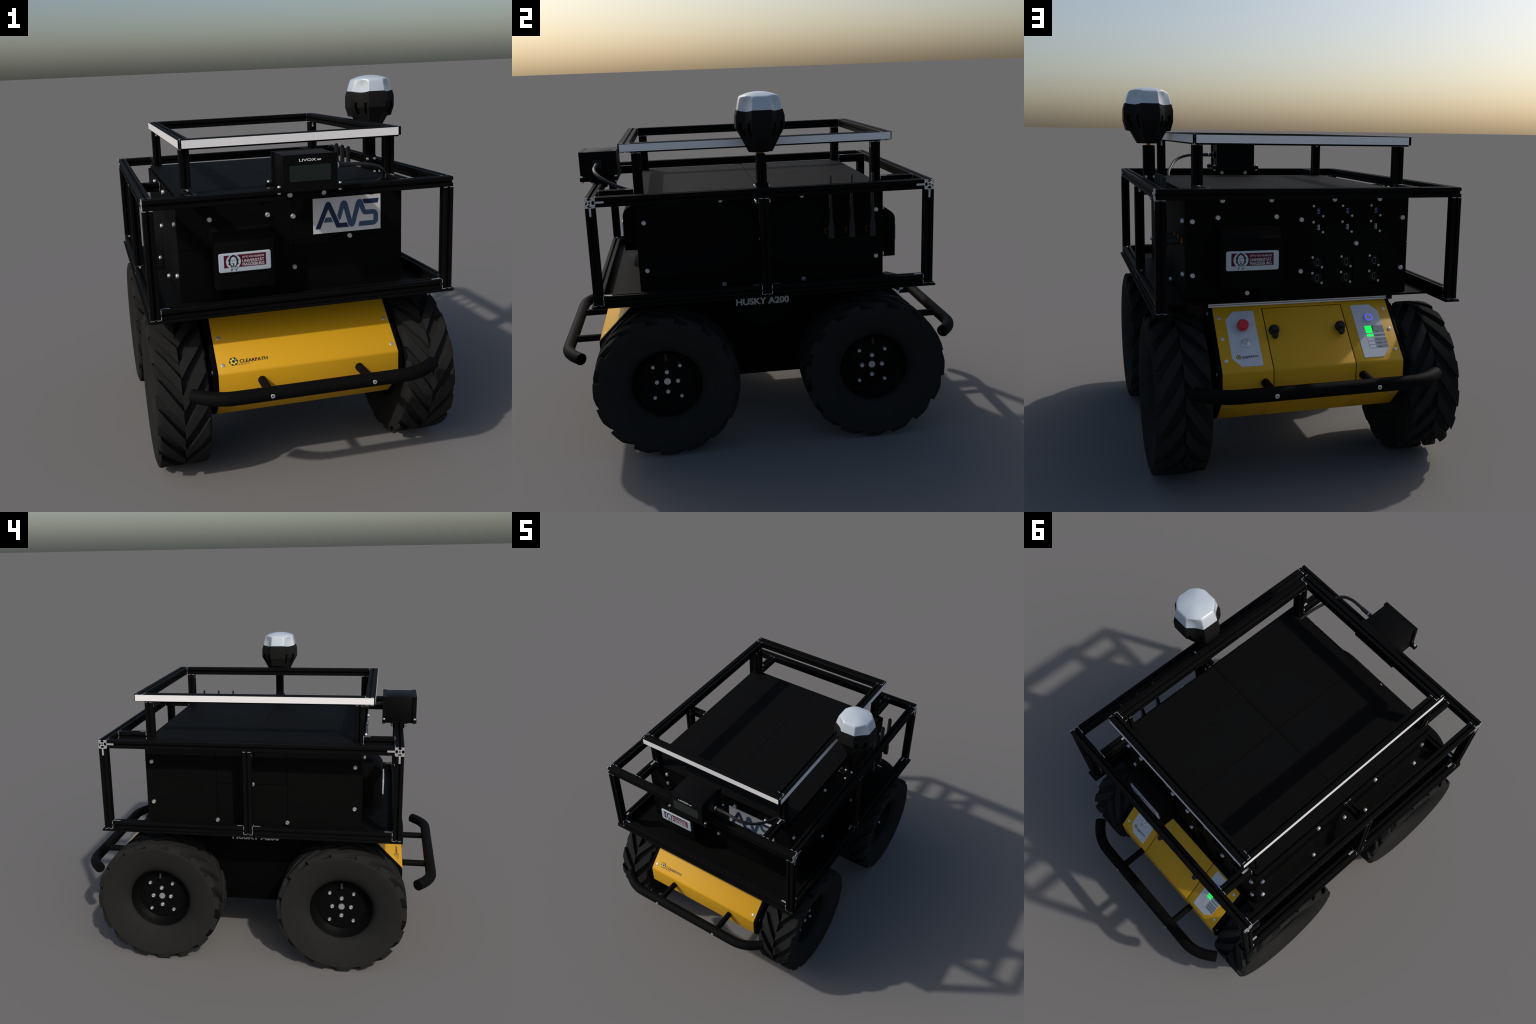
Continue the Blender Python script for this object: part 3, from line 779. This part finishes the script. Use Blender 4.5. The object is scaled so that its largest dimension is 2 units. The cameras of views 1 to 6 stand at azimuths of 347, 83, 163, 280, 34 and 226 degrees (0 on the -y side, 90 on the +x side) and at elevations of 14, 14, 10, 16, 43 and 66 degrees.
for y0, y1 in ((0.7385, 0.749), (0.751, 0.7615), (0.7635, 0.774)):
    lab("status_frame", -0.3135, -0.2825, y0, y1, M_GREYP, 0.0018)
    lab("status_light", -0.3125, -0.2835, y0 + 0.0006, y1 - 0.0006, M_PALE)
for y0, y1 in ((0.6955, 0.7205), (0.7255, 0.7335), (0.7385, 0.749), (0.751, 0.7615), (0.7635, 0.774)):
    lab("status_field", -0.3705, -0.3155, y0, y1, M_GREYP, 0.0019)
for i, y in enumerate((0.7305, 0.746, 0.7585, 0.771)):
    lettering("status_lettering", ("COMMS", "STOP", "POWER", "ERROR")[i], on_back(-0.325, y, 0.0019), (-1, 0, 0), -DB, 0.019, 0.0030, 0.0004, M_FAINT, cp2, 0.0)
for k in range(5):
    lab("battery_mark", -0.3215 + 0.0005 * (k % 2), -0.3175, 0.701 + k * 0.0032, 0.7025 + k * 0.0032, M_BLACKP, 0.0023)
lab("battery_mark", -0.341, -0.335, 0.7145, 0.718, M_BLACKP, 0.0023)

# hatch latches: round boss with a wing lobe
for x in (0.133, -0.168):
    k0 = on_back(x, 0.693, 0.0)
    kn = lathe("hatch_latch", [(0, 0), (0.0215, 0), (0.0232, 0.012), (0.0215, 0.020), (0.0172, 0.022), (0.0168, 0.029), (0.014, 0.032), (0, 0.033)], k0, NB, M_KNOB, 28, hatch, 40)
    bm = bmesh.new()
    add_prism(bm, rounded([(-0.012, 0.0), (0.012, 0.0), (0.0115, 0.040), (-0.0115, 0.040)], [0, 0, 0.011, 0.011], 6), k0, V((-1, 0, 0)), DB, NB, 0.006, 0.022)
    bevel(bm, 0.003, 2)
    link("latch_wing", finish(bm, "latch_wing", M_KNOB, 40), kn)

# silver top rails of the base carrying the plate
for y0, y1 in ((0.576, 0.610), (-0.622, -0.588)):
    bm = bmesh.new()
    add_box(bm, -0.425, 0.401, y0, y1, 0.7465, 0.7525)
    add_box(bm, -0.425, 0.401, y0 + 0.010, y1 - 0.010, 0.7525, 0.7565)
    add_box(bm, -0.425, 0.401, y0, y1, 0.7565, 0.7618)
    tr = link("deck_rail", finish(bm, "deck_rail", M_ALU, smooth=False), chassis)
    for x0, x1 in ((0.4012, 0.429), (-0.452, -0.4252)):
        box("deck_rail_cap", (x0, x1), (y0 - 0.002, y1 + 0.002), (0.745, 0.7618), M_CORE, 0.001, 1, tr)

# bumpers: bent tube on two stubs
for s, xc in ((-1, -0.0195), (1, -0.0165)):
    yb = s * 0.9703
    zb_ = 0.472
    pts = [(-0.525, s * 0.893), (-0.487, s * 0.924), (-0.450, s * 0.947), (-0.405, s * 0.964), (-0.355, yb)]
    right = [(-x, y) for x, y in pts[::-1]]
    path = smooth_path([V((x + xc, y, zb_)) for x, y in pts + [(-0.2, yb), (0, yb), (0.2, yb)] + right], 5)
    bt = tube("bumper", path, 0.0290, M_TUBE, 28)
    for x in (-0.2165, 0.2185):
        lathe("bumper_stub", [(0, 0), (0.018, 0), (0.018, 0.15), (0, 0.15)], (x + xc, s * 0.81, zb_ - 0.004), (0, s, 0), M_TUBE, 20, bt)
        lathe("screw_recess", [(0, 0), (0.0125, 0), (0.0125, 0.0048), (0, 0.0048)], (x + xc, s * 0.9935, zb_), (0, s, 0), M_SEAM, 20, bt)
        screw(S_BUMP, (x + xc, s * 0.9970, zb_), (0, s, 0), bt)

# ------------------------------------------------------------------ wheels
WR, NL = 0.3480, 16
def tyre_mesh(outer):
    """outer: +1 when the outer sidewall faces +x, -1 when it faces -x"""
    bm = bmesh.new()
    shoulder = [(0.1150, 0.2950), (0.1163, 0.3100), (0.1168, 0.3165), (0.1160, 0.3200), (0.1125, 0.3225), (0.100, 0.3225), (0.05, 0.3225)]
    out = [(0.056, 0.1680), (0.064, 0.1705), (0.074, 0.1765), (0.085, 0.1880), (0.095, 0.2070), (0.1035, 0.2330), (0.1100, 0.2640)] + shoulder
    inn = [(0.098, 0.1680), (0.104, 0.1760), (0.1075, 0.1950), (0.1095, 0.2250), (0.1120, 0.2600)] + shoulder
    prof = [(r, outer * a) for a, r in out] + [(0.3225, 0.0)] + [(r, -outer * a) for a, r in inn[::-1]]
    add_lathe(bm, prof, (0, 0, 0), (1, 0, 0), 96)
    # chevron lugs in two staggered rows; th runs from the top of the wheel towards the front (-y) and down
    pitch = 2 * math.pi / NL
    def pt(a, r, th): return V((a, -r * math.sin(th), r * math.cos(th)))
    crown = [(0.002, 0.3480), (0.035, 0.3480), (0.070, 0.3472), (0.0955, 0.3460), (0.1045, 0.3452), (0.1085, 0.3430), (0.1125, 0.3340), (0.1140, 0.3190)]
    for side, start in ((outer, 13.5), (-outer, 2.6)):
        for i in range(NL):
            top, bot = [], []
            for a, r in crown:
                lead = 4.36 * (0.1045 - min(a, 0.1045))
                t0 = math.radians(start + 22.5 * i) + lead
                t1 = t0 + math.radians(12.0 - (1.0 if a < 0.05 else 0.0))
                e = 0.012
                rb, aa = (0.3150, a) if a < 0.110 else (0.3140, 0.1085)
                top.append([bm.verts.new(pt(side * a, r, t0 + (t1 - t0) * q)) for q in (0, 0.5, 1)])
                bot.append([bm.verts.new(pt(side * aa, rb, t0 - e + (t1 - t0 + 2 * e) * q)) for q in (0, 0.5, 1)])
            for j in range(len(crown) - 1):
                for q in (0, 1):
                    bm.faces.new((top[j][q], top[j][q + 1], top[j + 1][q + 1], top[j + 1][q]))
                bm.faces.new((bot[j][0], top[j][0], top[j + 1][0], bot[j + 1][0]))
                bm.faces.new((bot[j + 1][2], top[j + 1][2], top[j][2], bot[j][2]))
            for q in (0, 1):
                bm.faces.new((bot[0][q + 1], top[0][q + 1], top[0][q], bot[0][q]))
                bm.faces.new((bot[-1][q], top[-1][q], top[-1][q + 1], bot[-1][q + 1]))
    return finish(bm, "tyre", M_RUBBER, 24)
def rim_mesh(s):
    bm = bmesh.new()
    add_lathe(bm, [(0, 0.021), (0.125, 0.021), (0.1265, 0.0175), (0.132, 0.0165), (0.147, 0.031), (0.157, 0.044), (0.163, 0.054), (0.1665, 0.0585), (0.1695, 0.0585), (0.170, 0.040), (0.165, 0.0), (0.170, -0.098), (0.160, -0.100), (0, -0.100)], (0, 0, 0), (s, 0, 0), 64)
    add_lathe(bm, [(0.045, -0.030), (0.045, -0.150), (0, -0.150)], (0, 0, 0), (s, 0, 0), 24)
    return finish(bm, "wheel_rim", M_RIM, 30)
TYRES = {1: tyre_mesh(1), -1: tyre_mesh(-1)}
RIMS = {1: rim_mesh(1), -1: rim_mesh(-1)}
HUBD = {}
for s in (1, -1):
    for wy in (-0.4930, 0.5125):
        c = V((-0.0185 + s * 0.5575, wy, WR))
        rim = link("wheel", RIMS[s], None, c)
        link("tyre", TYRES[s], rim, c)
        xo = c.x + s * 0.021
        for dy in (-0.0642, 0.0642):
            for dz in (-0.0785, 0.0785):
                screw(S_RIM, (xo, wy + dy, WR + dz), (s, 0, 0), rim)
        for dy, dz in ((0.0505, 0), (-0.0505, 0), (0, 0.0490), (0, -0.0515)):
            screw(S_HUB, (xo, wy + dy, WR + dz), (s, 0, 0), rim)
        lathe("axle_end", [(0, 0), (0.0172, 0), (0.0172, 0.004), (0.0160, 0.006), (0, 0.006)], (xo, wy, WR), (s, 0, 0), M_SILV, 28, rim)
        vl = lathe("valve_stem", [(0, 0), (0.0075, 0), (0.0075, 0.014), (0.0095, 0.015), (0.0095, 0.030), (0, 0.031)], (xo + s * 0.012, wy, WR + 0.143), (s * 0.35, 0, -1), M_STICK, 12, rim)

bpy.context.view_layer.update()
for ob in bpy.data.objects:
    if "wl" in ob:
        del ob["wl"]
